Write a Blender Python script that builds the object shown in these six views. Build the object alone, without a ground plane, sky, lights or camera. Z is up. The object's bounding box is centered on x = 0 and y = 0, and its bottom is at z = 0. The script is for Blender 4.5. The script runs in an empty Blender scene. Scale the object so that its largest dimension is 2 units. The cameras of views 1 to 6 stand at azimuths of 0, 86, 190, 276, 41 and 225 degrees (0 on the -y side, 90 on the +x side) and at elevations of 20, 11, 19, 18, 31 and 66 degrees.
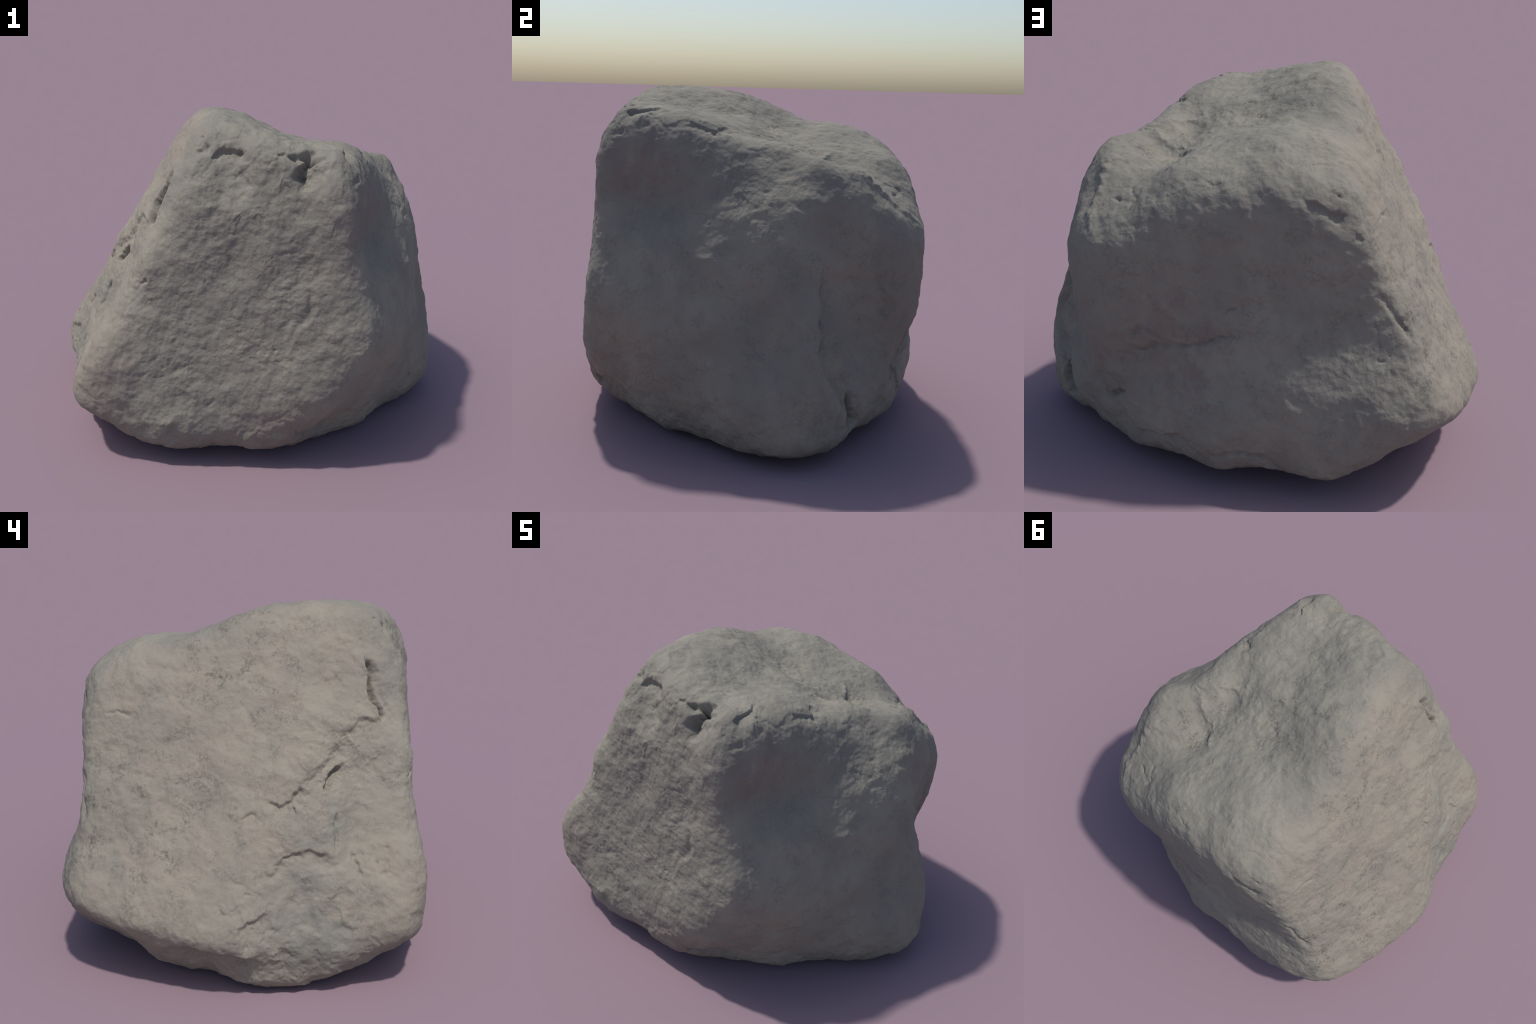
"""A weathered limestone boulder.

The body is described by broken facets (planes blended into one another with a
rounded edge), and by swells and hollows laid on them.  On that body sit the
features of the stone: ledges where a slab has split off, cracks, pockets and
pits, each along a short path on the surface; then weathering relief.
"""
import bpy
import numpy as np
from math import radians

HEART = np.array([0.0, 0.0, 0.72])     # every radius is measured from here

EDGE_SHARPNESS = 18.3
FACETS = np.array([   # azimuth, elevation of the normal; distance from HEART
    (-91.6, 5.5, 0.780),
    (-18.1, 17.4, 0.783),
    (94.6, 6.8, 0.760),
    (169.7, 28.9, 0.719),
    (-161.6, 26.4, 0.759),
    (56.3, 60.1, 0.709),
    (-100.2, 15.5, 0.979),
    (-38.0, 80.8, 0.901),
    (117.1, 57.2, 0.840),
    (61.4, -88.7, 0.710),
    (-103.2, -52.5, 0.958),
    (54.9, -28.3, 1.014),
    (-178.0, -33.0, 1.149),
    (-43.0, -25.0, 0.923),
    (147.6, -44.7, 1.024),
    (27.5, 12.0, 0.882),
])
SWELLS = [   # azimuth, elevation, tightness, height (hollows are negative)
    (30.6, -13.7, 27.1, -0.1148),
    (89.7, 83.9, 6.9, -0.1053),
    (60.3, -17.0, 16.3, -0.1106),
    (131.2, -8.2, 20.2, -0.0666),
    (103.2, 46.3, 7.5, 0.1500),
    (36.3, 38.1, 83.8, 0.1379),
    (-49.1, 26.3, 72.3, -0.0826),
    (41.8, 6.7, 21.6, 0.1030),
    (-136.7, -12.1, 36.2, 0.0985),
    (5.9, 41.4, 17.0, -0.1084),
    (13.9, 32.2, 9.1, 0.0819),
    (37.7, 43.2, 66.2, -0.1146),
    (107.8, -47.0, 10.1, -0.0581),
    (-141.6, -6.0, 67.4, -0.1174),
    (-161.5, -22.8, 39.6, -0.1264),
    (-62.5, 65.0, 35.0, -0.0624),
    (-59.8, 33.0, 23.2, 0.0428),
    (178.1, -0.7, 15.4, -0.0473),
    (-117.3, -35.8, 42.8, 0.0783),
    (10.9, -14.3, 62.4, 0.0806),
    (28.1, 7.0, 35.1, -0.0950),
    (-143.2, -23.2, 69.5, -0.0877),
    (-138.5, 10.0, 72.0, -0.0444),
    (94.4, 32.2, 7.1, -0.0433),
    (68.1, 37.8, 39.9, 0.0734),
    (-17.5, -16.8, 42.4, -0.0605),
    (-65.1, -36.2, 48.3, -0.0681),
    (-67.3, -30.2, 22.8, 0.0306),
    (-38.8, -39.4, 150.0, 0.0211),
    (-165.0, 34.5, 16.6, -0.0378),
    (102.0, -39.7, 73.2, -0.0497),
    (116.8, -18.2, 18.9, 0.0860),
    (4.9, -13.8, 90.0, -0.0777),
    (10.6, 52.3, 77.0, 0.0902),
    (15.6, 57.9, 136.4, -0.0668),
    (87.3, -29.4, 61.7, 0.0736),
    (58.8, -39.5, 104.5, 0.0230),
    (-16.3, -10.4, 77.5, 0.0447),
    (80.9, -34.4, 66.0, -0.0552),
    (-109.2, 10.0, 98.7, -0.0149),
    (20.3, 39.6, 117.2, 0.1018),
    (141.3, 3.0, 78.4, 0.0328),
    (-100.5, 47.9, 118.4, -0.0886),
    (-98.9, 58.3, 25.6, 0.0376),
    (133.5, 61.4, 92.9, -0.0284),
    (168.4, 66.7, 52.2, 0.0240),
    (-34.6, 28.0, 64.6, -0.0570),
    (54.1, 6.0, 51.0, -0.0646),
    (174.3, -33.7, 150.0, -0.0349),
    (158.9, -39.2, 145.9, 0.0216),
    (-149.3, 36.0, 36.8, 0.0375),
    (-136.5, 81.1, 77.8, 0.0391),
    (-164.5, -39.5, 150.0, 0.0225),
    (-122.0, -50.4, 33.0, -0.0130),
    (-51.0, 11.6, 55.0, -0.0373),
    (6.7, -28.5, 98.1, -0.0551),
    (-124.0, 17.4, 150.0, 0.0235),
    (31.4, -42.1, 109.0, -0.0231),
    (-159.8, 17.0, 86.8, 0.0180),
    (27.7, -40.5, 15.7, 0.0138),
    (146.4, -23.3, 70.6, 0.0443),
    (146.4, -27.5, 137.3, -0.0349),
    (-94.7, 21.9, 150.0, -0.0249),
    (-86.7, 4.0, 70.6, 0.0042),
    (-16.7, 10.6, 92.6, 0.0161),
    (-73.2, 21.4, 81.6, -0.0295),
    (129.6, -16.4, 98.5, 0.0493),
    (130.8, -23.3, 147.3, -0.0211),
    (-89.4, 20.6, 139.3, 0.0154),
    (-75.1, 43.2, 52.8, -0.0472),
    (113.0, -7.5, 98.0, -0.0180),
    (0.8, -4.9, 141.0, -0.0237),
    (11.8, 36.5, 150.0, -0.0267),
    (-143.0, 42.3, 150.0, -0.0233),
    (-143.5, 55.8, 150.0, 0.0122),
    (-42.8, -16.0, 45.0, -0.0204),
    (19.5, 18.2, 145.6, -0.0333),
    (3.1, 28.1, 142.5, 0.0090),
    (-22.4, 77.4, 150.0, 0.0168),
    (-5.3, 60.6, 150.0, -0.0309),
    (179.2, -35.5, 67.9, 0.0180),
    (-0.4, 67.4, 48.2, 0.0100),
    (109.3, 26.9, 150.0, 0.0089),
    (148.4, 46.9, 118.2, -0.0101),
    (152.4, 28.4, 101.4, 0.0131),
    (157.2, 25.1, 119.2, -0.0168),
    (-40.1, -41.8, 71.8, -0.0073),
    (116.5, 43.1, 150.0, -0.0223),
]


# ---------------------------------------------------------------- helpers
def direction(az, el):
    az, el = np.radians(az), np.radians(el)
    return np.stack([np.cos(el) * np.cos(az), np.cos(el) * np.sin(az), np.sin(el)], -1)


def smooth(t):
    t = np.clip(t, 0.0, 1.0)
    return t * t * (3.0 - 2.0 * t)


def hash_grad(ix, iy, iz, seed):
    h = (ix.astype(np.uint32) * np.uint32(374761393)
         + iy.astype(np.uint32) * np.uint32(668265263)
         + iz.astype(np.uint32) * np.uint32(2147483647)
         + np.uint32(seed * 1013904223 & 0xFFFFFFFF))
    h ^= h >> np.uint32(13)
    h *= np.uint32(1274126177)
    h ^= h >> np.uint32(16)
    h *= np.uint32(2246822519)
    h ^= h >> np.uint32(15)
    return h


def gradient_noise(P, scale, seed):
    """Perlin-type noise, about -0.7 .. 0.7."""
    Q = P * scale + seed * 17.31
    I = np.floor(Q)
    F = (Q - I).astype(np.float32)
    I = I.astype(np.int64)
    U = F * F * F * (F * (F * 6 - 15) + 10)
    out = np.zeros(len(P), np.float32)
    for dx in (0, 1):
        wx = U[:, 0] if dx else 1 - U[:, 0]
        for dy in (0, 1):
            wy = U[:, 1] if dy else 1 - U[:, 1]
            for dz in (0, 1):
                wz = U[:, 2] if dz else 1 - U[:, 2]
                h = hash_grad(I[:, 0] + dx, I[:, 1] + dy, I[:, 2] + dz, seed)
                gx = (h & np.uint32(1023)).astype(np.float32) / 511.5 - 1
                gy = ((h >> np.uint32(10)) & np.uint32(1023)).astype(np.float32) / 511.5 - 1
                gz = ((h >> np.uint32(20)) & np.uint32(1023)).astype(np.float32) / 511.5 - 1
                out += wx * wy * wz * (gx * (F[:, 0] - dx) + gy * (F[:, 1] - dy) + gz * (F[:, 2] - dz))
    return out


def fractal(P, scale, seed, octaves=3, gain=0.5):
    out, amp = 0.0, 1.0
    for k in range(octaves):
        out = out + amp * gradient_noise(P, scale * 2.03 ** k, seed + k)
        amp *= gain
    return out


# ---------------------------------------------------------------- body
def body_radius(U):
    normals = direction(FACETS[:, 0], FACETS[:, 1])
    q = np.maximum(U @ normals.T, 1e-6) / FACETS[:, 2]
    top = q.max(-1, keepdims=True)
    r = 1.0 / (top[:, 0] * ((q / top) ** EDGE_SHARPNESS).sum(-1) ** (1.0 / EDGE_SHARPNESS))
    for az, el, tight, height in SWELLS:
        r += height * np.exp(tight * (U @ direction(az, el) - 1.0))
    return r


def vertex_normals(P, tris):
    a, b, c = P[tris[:, 0]], P[tris[:, 1]], P[tris[:, 2]]
    fn = np.cross(b - a, c - a)
    N = np.zeros_like(P)
    for k in range(3):
        for ax in range(3):
            N[:, ax] += np.bincount(tris[:, k], fn[:, ax], len(P))
    return N / np.maximum(np.linalg.norm(N, axis=1, keepdims=True), 1e-12)


bpy.ops.mesh.primitive_ico_sphere_add(subdivisions=9, radius=1.0)
boulder = bpy.context.object
boulder.name = "boulder"
mesh = boulder.data
mesh.name = "boulder"
count = len(mesh.vertices)
co = np.empty(count * 3, np.float32)
mesh.vertices.foreach_get("co", co)
U = co.reshape(-1, 3).astype(np.float64)
U /= np.linalg.norm(U, axis=1, keepdims=True)
tris = np.empty(len(mesh.polygons) * 3, np.int32)
mesh.polygons.foreach_get("vertices", tris)
tris = tris.reshape(-1, 3)

P = HEART + U * body_radius(U)[:, None]
N = vertex_normals(P, tris)


# ---------------------------------------------------------------- features
lift = np.zeros(count)                  # displacement along the normal, metres
WARP = np.stack([fractal(P, 9.0, 40 + k, 3) for k in range(3)], 1) * 0.028
FINE_WARP = np.stack([fractal(P, 34.0, 50 + k, 2) for k in range(3)], 1) * 0.009
PW = P + WARP + FINE_WARP               # ragged coordinates, so that no edge runs clean
RAGGED = fractal(P, 26.0, 60, 3)


def along(path, margin):
    """Vertices near a path: index, distance, signed side (left is +), and a taper
    that closes the feature towards the two ends of its path."""
    path = np.array(path, float)
    if len(path) == 1:
        path = np.vstack([path, path + 1e-4])
    near = np.where(((PW > path.min(0) - margin) & (PW < path.max(0) + margin)).all(1))[0]
    X, n = PW[near], N[near]
    best = np.full(len(near), 1e9)
    side = np.zeros(len(near))
    run = np.zeros(len(near))
    over = np.zeros(len(near))
    lengths = np.linalg.norm(np.diff(path, axis=0), axis=1)
    total, start = lengths.sum(), 0.0
    for a, b, L in zip(path[:-1], path[1:], lengths):
        T = (b - a) / max(L, 1e-9)
        t = (X - a) @ T
        q = a + np.clip(t, 0, L)[:, None] * T
        w = X - q
        w -= (w * n).sum(1)[:, None] * n          # measure within the surface
        d = np.linalg.norm(w, axis=1)
        s = (w * np.cross(n, T)).sum(1)
        upd = d < best
        best[upd] = d[upd]
        side[upd] = s[upd]
        run[upd] = (start + np.clip(t, 0, L))[upd] / max(total, 1e-9)
        over[upd] = np.maximum(np.maximum(-t, t - L), 0)[upd]
        start += L
    return near, best, side, run, over


def groove(path, width, depth, taper=0.25):
    i, d, s, run, over = along(path, width * 4 + 0.04)
    end = smooth(np.minimum(run, 1 - run) / taper + 0.35) if len(path) > 1 else 1.0
    lift[i] -= depth * np.exp(-(d / width) ** 2) * end * (1 + 0.8 * RAGGED[i])


def ledge(path, drop, reach, side=1, edge=0.012, lip=0.0, taper=0.2):
    """A slab ends along the path: the surface drops on one side and climbs back over 'reach'."""
    i, d, s, run, over = along(path, reach * 2.6 + 0.05)
    s = s * side
    end = smooth(np.minimum(run, 1 - run) / taper + 0.25) * np.exp(-(over / (0.35 * reach)) ** 2)
    fall = smooth(s / edge + 0.5) * np.exp(-(np.maximum(s, 0) / reach) ** 2)
    lift[i] -= drop * fall * end * (1 + 0.5 * RAGGED[i])
    lift[i] += lip * np.exp(-((s + edge) / (1.6 * edge)) ** 2) * end


def hollow(spot, width, depth):
    d = np.linalg.norm(PW - np.array(spot), axis=1)
    lift[:] -= depth * np.exp(-(d / width) ** 2)


def pit(spot, width, depth):
    i, d, s, run, over = along([spot], width * 4 + 0.04)
    d = d * (1 + 1.6 * RAGGED[i])
    lift[i] -= depth * np.exp(-(d / width) ** 2) * (1 + 0.6 * RAGGED[i])


# front top edge: the gash with its knob, the chipped pocket, the split blade
groove([(0.221, -0.612, 1.501), (0.2, -0.658, 1.475), (0.179, -0.683, 1.425), (0.193, -0.704, 1.348)], 0.016, 0.032)
ledge([(0.221, -0.612, 1.501), (0.2, -0.658, 1.475), (0.179, -0.683, 1.425), (0.193, -0.704, 1.348)], 0.03, 0.065, side=1, edge=0.018)
ledge([(0.12, -0.658, 1.487), (0.186, -0.619, 1.502), (0.263, -0.574, 1.505)], 0.022, 0.05, side=-1, edge=0.012)
groove([(0.079, -0.664, 1.485), (0.143, -0.652, 1.488), (0.172, -0.668, 1.462)], 0.012, 0.014)
groove([(0.204, -0.691, 1.404), (0.293, -0.685, 1.443)], 0.022, 0.014)
ledge([(-0.204, -0.637, 1.454), (-0.174, -0.622, 1.488), (-0.07, -0.631, 1.484)], 0.022, 0.04, side=-1, edge=0.022)
groove([(-0.204, -0.637, 1.454), (-0.174, -0.622, 1.488), (-0.07, -0.631, 1.484)], 0.03, 0.006)
ledge([(0.373, -0.611, 1.476), (0.37, -0.538, 1.492), (0.35, -0.448, 1.497)], 0.016, 0.05, side=-1, edge=0.006)
ledge([(0.473, -0.332, 1.447), (0.501, -0.215, 1.415), (0.436, -0.154, 1.421)], 0.013, 0.045, side=-1, edge=0.02)
groove([(0.473, -0.332, 1.447), (0.501, -0.215, 1.415), (0.436, -0.154, 1.421)], 0.035, 0.01)
hollow((0.213, -0.650, 1.502), 0.034, 0.050)
# swollen and worn spots along the left front edge
hollow((-0.50, -0.50, 1.15), 0.10, -0.022)
hollow((-0.40, -0.56, 1.33), 0.08, -0.018)
hollow((-0.80, -0.83, 0.37), 0.07, 0.022)
hollow((-0.72, -0.80, 0.60), 0.10, -0.012)
# left bedding plane: slab, stepped ledges and the broken corner
ledge([(-0.376, -0.53, 1.366), (-0.417, -0.543, 1.282), (-0.457, -0.567, 1.192), (-0.477, -0.601, 1.13)], 0.05, 0.027, side=1, edge=0.009, lip=0.005)
ledge([(-0.479, -0.601, 1.126), (-0.513, -0.514, 1.125), (-0.576, -0.435, 1.039), (-0.62, -0.383, 0.972), (-0.693, -0.286, 0.898)], 0.013, 0.06, side=1, edge=0.05, lip=0.003)
groove([(-0.479, -0.601, 1.126), (-0.513, -0.514, 1.125), (-0.576, -0.435, 1.039), (-0.62, -0.383, 0.972), (-0.693, -0.286, 0.898)], 0.016, 0.006)
ledge([(-0.695, -0.286, 0.891), (-0.724, -0.255, 0.835), (-0.731, -0.154, 0.823)], 0.02, 0.05, side=1, edge=0.024)
groove([(-0.599, -0.445, 0.946), (-0.635, -0.402, 0.912), (-0.663, -0.395, 0.864)], 0.018, 0.032)
groove([(-0.694, -0.422, 0.767), (-0.747, -0.435, 0.634)], 0.007, 0.012)
ledge([(-0.757, -0.439, 0.614), (-0.788, -0.344, 0.637), (-0.805, -0.251, 0.635), (-0.831, -0.186, 0.589)], 0.016, 0.06, side=1, edge=0.03, lip=0.002)
groove([(-0.757, -0.439, 0.614), (-0.788, -0.344, 0.637), (-0.805, -0.251, 0.635), (-0.831, -0.186, 0.589)], 0.006, 0.004)
groove([(-0.71, -0.54, 0.62), (-0.722, -0.518, 0.609), (-0.769, -0.533, 0.538)], 0.008, 0.011)
ledge([(-0.902, -0.174, 0.396), (-0.945, -0.111, 0.365), (-0.973, -0.048, 0.35)], 0.018, 0.08, side=1, edge=0.035)
groove([(-0.902, -0.174, 0.396), (-0.945, -0.111, 0.365), (-0.973, -0.048, 0.35)], 0.01, 0.005)
groove([(-0.76, -0.038, 0.752), (-0.753, -0.102, 0.771)], 0.008, 0.007)
groove([(-0.879, -0.002, 0.545), (-0.896, -0.065, 0.504)], 0.012, 0.005)
pit((-0.954, -0.045, 0.399), 0.016, 0.01)
pit((-0.751, -0.645, 0.544), 0.014, 0.011)
pit((-0.246, -0.609, 1.497), 0.018, 0.02)
groove([(-0.527, 0.582, 1.137), (-0.533, 0.522, 1.149), (-0.552, 0.456, 1.133)], 0.008, 0.005)
groove([(-0.37, -0.539, 1.371), (-0.414, -0.599, 1.249), (-0.451, -0.647, 1.14)], 0.012, 0.008)
ledge([(-0.947, 0.237, 0.243), (-0.98, 0.121, 0.254), (-0.977, -0.014, 0.231), (-0.925, -0.145, 0.171)], 0.038, 0.1, side=-1, edge=0.03)
hollow((-0.74, 0.56, 0.16), 0.12, 0.034)
hollow((-0.90, 0.14, 0.13), 0.11, 0.034)
groove([(-0.831, 0.39, 0.192), (-0.85, 0.23, 0.134), (-0.882, 0.083, 0.139)], 0.014, 0.012)
# back: the long overhung crease, scars and pits
groove([(0.445, 0.732, 0.53), (0.376, 0.732, 0.56), (0.28, 0.734, 0.59), (0.168, 0.748, 0.613), (0.047, 0.763, 0.663), (-0.095, 0.767, 0.697)], 0.024, 0.009, taper=0.3)
groove([(0.445, 0.732, 0.53), (0.376, 0.732, 0.56), (0.28, 0.734, 0.59), (0.168, 0.748, 0.613), (0.047, 0.763, 0.663), (-0.095, 0.767, 0.697)], 0.006, 0.006)
groove([(0.413, 0.739, 0.616), (0.359, 0.738, 0.643), (0.279, 0.735, 0.609)], 0.012, 0.008)
groove([(0.033, 0.758, 0.759), (0.022, 0.757, 0.783), (-0.01, 0.756, 0.793)], 0.006, 0.009)
groove([(-0.014, 0.756, 0.793), (-0.089, 0.754, 0.819), (-0.164, 0.752, 0.813)], 0.014, 0.005)
ledge([(-0.271, 0.73, 1.238), (-0.337, 0.725, 1.212), (-0.415, 0.706, 1.177)], 0.014, 0.035, side=-1, edge=0.014)
groove([(-0.461, 0.702, 1.101), (-0.494, 0.686, 1.084)], 0.012, 0.008)
groove([(-0.553, 0.687, 0.898), (-0.613, 0.673, 0.82), (-0.696, 0.656, 0.694)], 0.016, 0.01)
pit((-0.59, 0.714, 0.625), 0.012, 0.009)
groove([(-0.371, 0.683, 1.259), (-0.391, 0.689, 1.238)], 0.005, 0.006)
groove([(-0.267, 0.623, 1.338), (-0.306, 0.597, 1.34)], 0.005, 0.004)
groove([(0.503, 0.595, 1.14), (0.464, 0.624, 1.138)], 0.009, 0.007)
groove([(0.44, 0.542, 1.192), (0.409, 0.629, 1.164), (0.427, 0.673, 1.122)], 0.012, 0.007)
ledge([(0.602, 0.68, 0.546), (0.553, 0.691, 0.481), (0.551, 0.639, 0.328), (0.486, 0.671, 0.307), (0.478, 0.665, 0.248), (0.41, 0.696, 0.195), (0.312, 0.735, 0.185), (0.231, 0.761, 0.211), (0.176, 0.774, 0.201), (0.119, 0.782, 0.152)], 0.01, 0.06, side=-1, edge=0.015, taper=0.1)
hollow((0.50, 0.71, 0.43), 0.05, -0.02)
hollow((0.42, 0.72, 0.47), 0.13, 0.028)
groove([(0.41, 0.693, 0.178), (0.31, 0.735, 0.186), (0.202, 0.768, 0.208), (0.113, 0.793, 0.189)], 0.008, 0.008)
groove([(0.071, 0.797, 0.152), (-0.041, 0.816, 0.196), (-0.141, 0.788, 0.187), (-0.23, 0.753, 0.111)], 0.012, 0.012)
groove([(-0.404, 0.799, 0.197), (-0.428, 0.804, 0.241)], 0.012, 0.012)
# right face: split step, wedge notch at the foot, holes
ledge([(0.813, 0.26, 0.874), (0.825, 0.256, 0.82), (0.867, 0.25, 0.674), (0.9, 0.256, 0.584), (0.935, 0.238, 0.53), (0.941, 0.264, 0.447), (0.894, 0.33, 0.337), (0.875, 0.368, 0.242)], 0.03, 0.13, side=1, edge=0.04)
ledge([(0.863, 0.372, 0.282), (0.859, 0.384, 0.191), (0.811, 0.395, 0.111)], 0.05, 0.06, side=1, edge=0.014)
groove([(0.834, 0.399, 0.284), (0.833, 0.408, 0.226), (0.798, 0.424, 0.152)], 0.014, 0.03)
groove([(0.459, 0.689, 0.331), (0.503, 0.658, 0.296), (0.547, 0.628, 0.27)], 0.016, 0.03)
groove([(0.773, 0.299, 0.963), (0.785, 0.285, 0.932)], 0.006, 0.006)
pit((0.667, 0.67, 0.931), 0.016, 0.005)
pit((0.967, 0.22, 0.43), 0.012, 0.007)
pit((0.607, -0.551, 0.881), 0.011, 0.007)
pit((0.799, -0.234, 0.719), 0.009, 0.006)
pit((0.842, -0.098, 0.692), 0.009, 0.006)
groove([(0.73, 0.51, 0.832), (0.715, 0.533, 0.726), (0.684, 0.538, 0.599)], 0.03, 0.012)
# the crest between crown and right face
groove([(0.351, -0.095, 1.407), (0.323, -0.002, 1.367), (0.545, 0.132, 1.33), (0.278, 0.313, 1.284), (0.602, 0.418, 1.246), (0.602, 0.524, 1.159), (0.6, 0.632, 1.076), (0.557, 0.723, 1.006)], 0.022, -0.011, taper=0.15)
# front: small scars and the broken foot
groove([(-0.504, -0.739, 0.89), (-0.473, -0.746, 0.926)], 0.009, 0.009)
pit((0.102, -0.797, 0.631), 0.011, 0.006)
groove([(0.268, -0.763, 0.926), (0.259, -0.778, 0.837), (0.22, -0.787, 0.76), (0.134, -0.79, 0.724)], 0.022, 0.007)
ledge([(0.216, -0.759, 0.132), (0.24, -0.79, 0.197), (0.334, -0.716, 0.202), (0.471, -0.587, 0.168)], 0.026, 0.08, side=-1, edge=0.014)
ledge([(-0.235, -0.777, 0.088), (-0.157, -0.798, 0.126), (-0.097, -0.734, 0.068)], 0.014, 0.03, side=-1, edge=0.012)

# ---------------------------------------------------------------- weathering
def facing(az, el, tight):
    return np.exp(tight * (N @ direction(az, el) - 1.0))


front = facing(-90, 5, 5.0)             # the pitted front face
slope = facing(178, 28, 6.0)            # the smooth bedding plane on the left
crown = facing(60, 70, 4.0)
broken = np.exp(-((P - np.array([-0.86, -0.38, 0.42])) ** 2 / np.array([0.35, 0.22, 0.26]) ** 2).sum(1))



def plates(scale, seed):
    """Broken plates: every cell of a jittered grid keeps a flat piece with its own tilt;
    pieces meet in small steps."""
    Q = PW * scale + seed * 3.7
    base = np.floor(Q).astype(np.int64)
    F = Q - base
    d1 = np.full(count, 9.0)
    d2 = np.full(count, 9.0)
    h1 = np.zeros(count)
    h2 = np.zeros(count)
    for dx in (-1, 0, 1):
        for dy in (-1, 0, 1):
            for dz in (-1, 0, 1):
                h = hash_grad(base[:, 0] + dx, base[:, 1] + dy, base[:, 2] + dz, seed)
                j = np.stack([(h >> np.uint32(k * 8) & np.uint32(255)) / 255.0 for k in range(3)], 1)
                g = hash_grad(base[:, 0] + dx, base[:, 1] + dy, base[:, 2] + dz, seed + 5)
                tilt = np.stack([(g >> np.uint32(k * 8) & np.uint32(255)) / 127.5 - 1 for k in range(3)], 1)
                w = F - (np.array([dx, dy, dz]) + j)
                d = np.sqrt((w * w).sum(1))
                height = (w * tilt).sum(1) + ((g >> np.uint32(24)) / 255.0 - 0.5)
                closer = d < d1
                mid = ~closer & (d < d2)
                d2 = np.where(closer, d1, np.where(mid, d, d2))
                h2 = np.where(closer, h1, np.where(mid, height, h2))
                d1 = np.where(closer, d, d1)
                h1 = np.where(closer, height, h1)
    blend = 0.5 - 0.5 * smooth((d2 - d1) / 0.22)
    return h1 * (1 - blend) + h2 * blend


broken = np.maximum(broken, np.exp(-((P - np.array([-0.60, -0.44, 0.95])) ** 2).sum(1) / 0.17 ** 2))
bumps = fractal(P, 11.0, 3, 3)
knobs = fractal(P + 0.3 * WARP, 24.0, 11, 3)
grit = fractal(P, 62.0, 23, 3)
billow = np.abs(gradient_noise(P + 0.5 * WARP, 19.0, 31)) + 0.5 * np.abs(gradient_noise(P, 41.0, 32))
pock = smooth((gradient_noise(P + FINE_WARP, 34.0, 77) - 0.36) / 0.22)
patchy = smooth((fractal(P, 5.0, 91, 2) + 0.30) / 0.7)      # rough here, worn smooth there
rim = np.exp(-((P[:, 2] - 1.42) / 0.16) ** 2) * smooth((-P[:, 1] - 0.25) / 0.3)
foot = np.exp(-(P[:, 2] / 0.22) ** 2)
chips = plates(7.5, 4)
shards = plates(15.0, 9)

lift += 0.010 * bumps
lift += 0.0055 * knobs * (0.45 + 0.12 * front - 0.2 * slope + 0.5 * broken) * (0.3 + 1.0 * patchy)
lift += 0.0044 * (0.32 - billow) * (0.5 + 0.28 * front + 0.4 * crown) * (0.25 + 1.0 * patchy)
lift += 0.0007 * grit * (0.8 + 0.3 * front + 0.9 * broken)
lift -= 0.0032 * pock * (0.28 + 0.4 * front)
lift += 0.0095 * chips * (0.35 + 0.5 * rim + 0.5 * broken + 0.5 * foot - 0.15 * slope - 0.1 * front)
lift += 0.0060 * shards * (0.20 + 0.8 * rim + 1.2 * broken + 0.5 * foot - 0.1 * front)
lift -= lift[np.abs(lift) < 0.02].mean()

P += N * lift[:, None]

P[:, 2] = np.maximum(P[:, 2], 0.0)       # it rests on the ground
mesh.vertices.foreach_set("co", P.astype(np.float32).ravel())
mesh.polygons.foreach_set("use_smooth", np.ones(len(mesh.polygons), bool))
mesh.update()
boulder["label"] = "large angular weathered pale grey limestone boulder"
boulder["category"] = "boulder"

# ---------------------------------------------------------------- material
mat = bpy.data.materials.new("weathered_limestone")
mat.use_nodes = True
nt = mat.node_tree
nodes, links = nt.nodes, nt.links
bsdf = nodes["Principled BSDF"]
bsdf.inputs["Roughness"].default_value = 0.92
bsdf.inputs["Specular IOR Level"].default_value = 0.25
coord = nodes.new("ShaderNodeTexCoord").outputs["Object"]


def noise(scale, detail=4.0, rough=0.55, distort=0.0):
    n = nodes.new("ShaderNodeTexNoise")
    n.inputs["Scale"].default_value = scale
    n.inputs["Detail"].default_value = detail
    n.inputs["Roughness"].default_value = rough
    n.inputs["Distortion"].default_value = distort
    links.new(coord, n.inputs["Vector"])
    return n.outputs["Fac"]


def math(op, a, b=None, clamp=False):
    m = nodes.new("ShaderNodeMath")
    m.operation = op
    m.use_clamp = clamp
    for k, v in enumerate((a, b)):
        if v is None:
            continue
        if isinstance(v, (int, float)):
            m.inputs[k].default_value = v
        else:
            links.new(v, m.inputs[k])
    return m.outputs[0]


def window(v, lo, hi, top=1.0):
    m = nodes.new("ShaderNodeMapRange")
    m.interpolation_type = "SMOOTHSTEP"
    m.inputs["From Min"].default_value = lo
    m.inputs["From Max"].default_value = hi
    m.inputs["To Max"].default_value = top
    links.new(v, m.inputs["Value"])
    return m.outputs["Result"]


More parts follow.
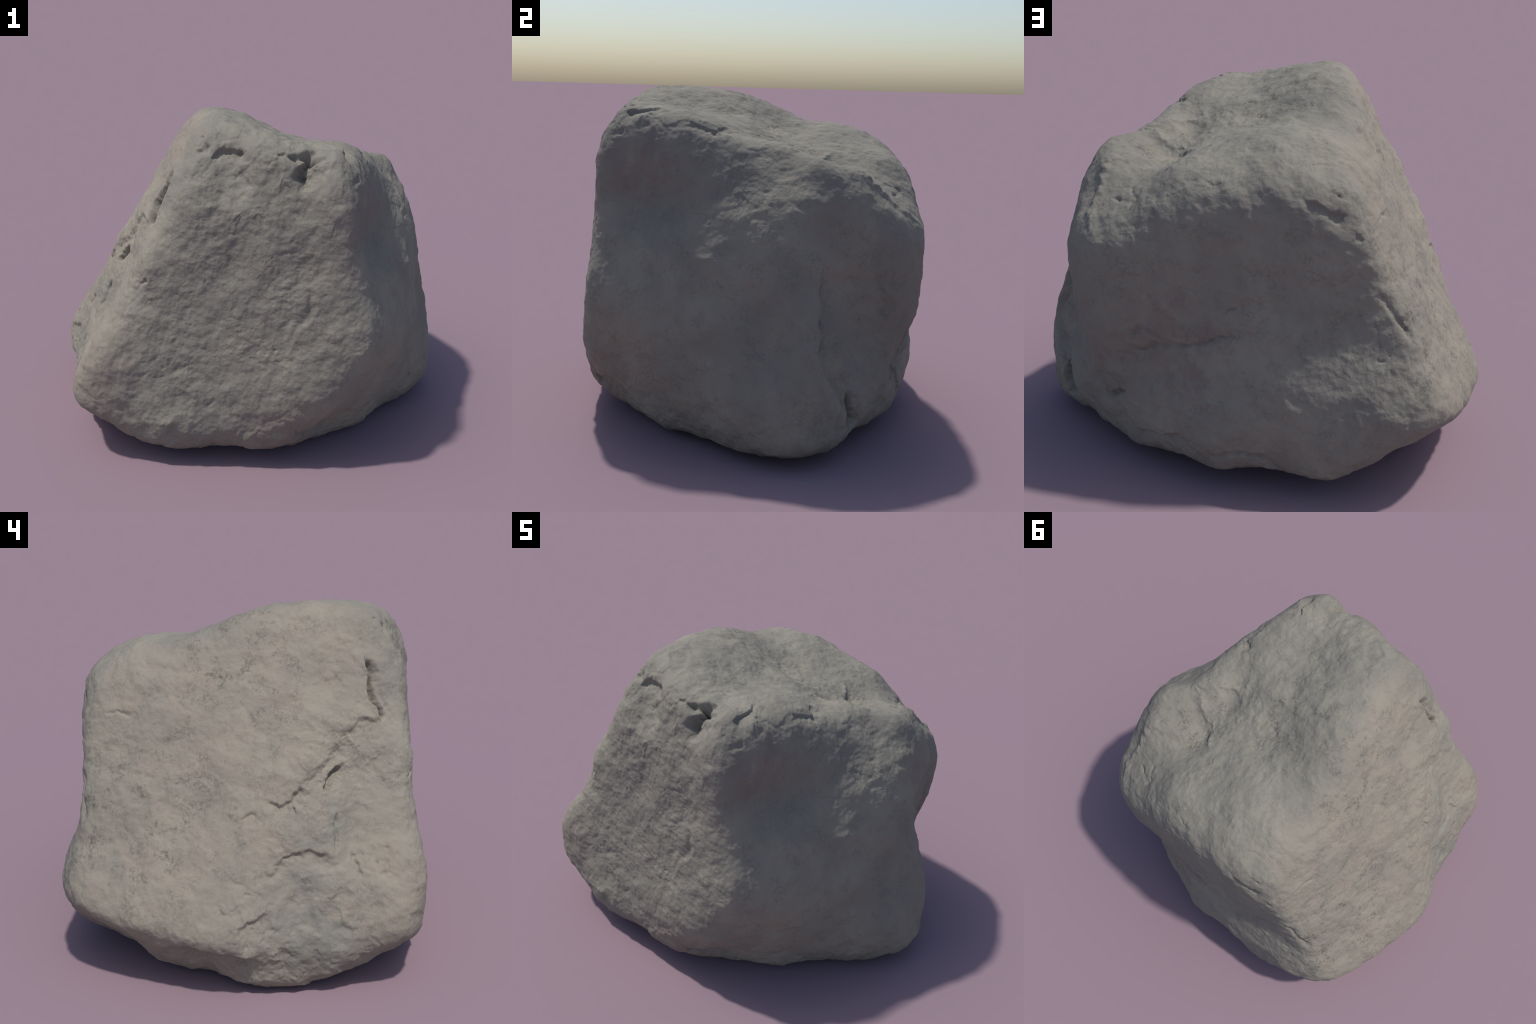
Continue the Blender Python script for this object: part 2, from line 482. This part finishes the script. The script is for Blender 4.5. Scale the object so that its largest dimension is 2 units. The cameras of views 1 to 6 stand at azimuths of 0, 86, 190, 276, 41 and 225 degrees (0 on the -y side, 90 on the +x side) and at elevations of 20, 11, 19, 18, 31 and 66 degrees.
def patch(x, y, z, r):
    """1 in the middle of a ball-shaped region of the stone, 0 outside it."""
    d = nodes.new("ShaderNodeVectorMath")
    d.operation = "DISTANCE"
    links.new(coord, d.inputs[0])
    d.inputs[1].default_value = (x, y, z)
    m = nodes.new("ShaderNodeMapRange")
    m.interpolation_type = "SMOOTHSTEP"
    m.inputs["From Min"].default_value = 0.35 * r
    m.inputs["From Max"].default_value = r
    m.inputs["To Min"].default_value = 1.0
    m.inputs["To Max"].default_value = 0.0
    links.new(d.outputs["Value"], m.inputs["Value"])
    return m.outputs["Result"]


def mix(fac, a, color):
    m = nodes.new("ShaderNodeMix")
    m.data_type = "RGBA"
    links.new(fac, m.inputs["Factor"])
    if isinstance(a, tuple):
        m.inputs[6].default_value = a
    else:
        links.new(a, m.inputs[6])
    m.inputs[7].default_value = color
    return m.outputs[2]


def union(items):
    out = items[0]
    for i in items[1:]:
        out = math("MAXIMUM", out, i)
    return out


GREY = (0.231, 0.216, 0.181, 1)
GREY_LIGHT = (0.278, 0.259, 0.210, 1)
BEIGE = (0.286, 0.249, 0.201, 1)
PINK = (0.235, 0.203, 0.175, 1)
BLUE_GREY = (0.206, 0.203, 0.176, 1)
RUST = (0.218, 0.175, 0.151, 1)
GRIME = (0.132, 0.119, 0.100, 1)

# cool grey body, warm beige film on the bedding plane, pinkish and bluish clouds
colour = mix(window(noise(2.6, 5, 0.6, 0.4), 0.38, 0.64), GREY, GREY_LIGHT)
film = union([patch(-0.75, 0.05, 0.85, 0.72), patch(-0.55, 0.30, 1.15, 0.50), patch(-0.45, -0.25, 1.35, 0.45),
              patch(-0.85, 0.35, 0.50, 0.45), patch(-0.80, -0.70, 0.50, 0.40)])
colour = mix(math("MULTIPLY", film, window(noise(5.0, 5, 0.65), 0.25, 0.60, 0.9)), colour, BEIGE)
colour = mix(math("MULTIPLY", math("ADD", math("MULTIPLY", film, 0.6), 0.25),
                  window(noise(4.3, 6, 0.65, 0.6), 0.50, 0.68, 0.58)), colour, PINK)
colour = mix(window(noise(3.7, 6, 0.62, 0.5), 0.56, 0.72, 0.35), colour, BLUE_GREY)
corner = union([patch(-0.90, -0.35, 0.38, 0.34), patch(-0.74, -0.35, 0.75, 0.20)])
colour = mix(math("MULTIPLY", corner, window(noise(9.0, 5, 0.65), 0.36, 0.58, 0.55)), colour, BLUE_GREY)
rust = union([patch(0.20, 0.76, 0.62, 0.34), patch(0.50, -0.58, 1.25, 0.24), patch(0.15, -0.80, 0.15, 0.35)])
colour = mix(math("MULTIPLY", rust, window(noise(7.0, 5, 0.6), 0.38, 0.60, 0.62)), colour, RUST)
# grime sitting in the dip of the crown and on the bedding plane, in grains
grime = union([patch(-0.04, -0.02, 1.49, 0.32), patch(0.40, 0.22, 1.25, 0.30), patch(-0.70, 0.40, 0.75, 0.55),
               patch(-0.45, -0.05, 1.35, 0.40), patch(0.05, -0.74, 1.25, 0.26)])
grain = math("MULTIPLY", window(noise(11.0, 6, 0.7, 0.3), 0.46, 0.64), window(noise(70.0, 4, 0.7), 0.40, 0.60))
colour = mix(math("MULTIPLY", grain, math("ADD", math("MULTIPLY", grime, 0.52), 0.36)), colour, GRIME)
speck = window(noise(140.0, 3, 0.6), 0.60, 0.72, 0.35)
colour = mix(speck, colour, GRIME)
links.new(colour, bsdf.inputs["Base Color"])

relief = math("ADD", math("MULTIPLY", noise(95.0, 5, 0.65), 0.6), math("MULTIPLY", noise(38.0, 4, 0.6, 0.4), 1.0))
bump = nodes.new("ShaderNodeBump")
bump.inputs["Strength"].default_value = 0.5
bump.inputs["Distance"].default_value = 0.006
links.new(relief, bump.inputs["Height"])
links.new(bump.outputs["Normal"], bsdf.inputs["Normal"])
mesh.materials.append(mat)
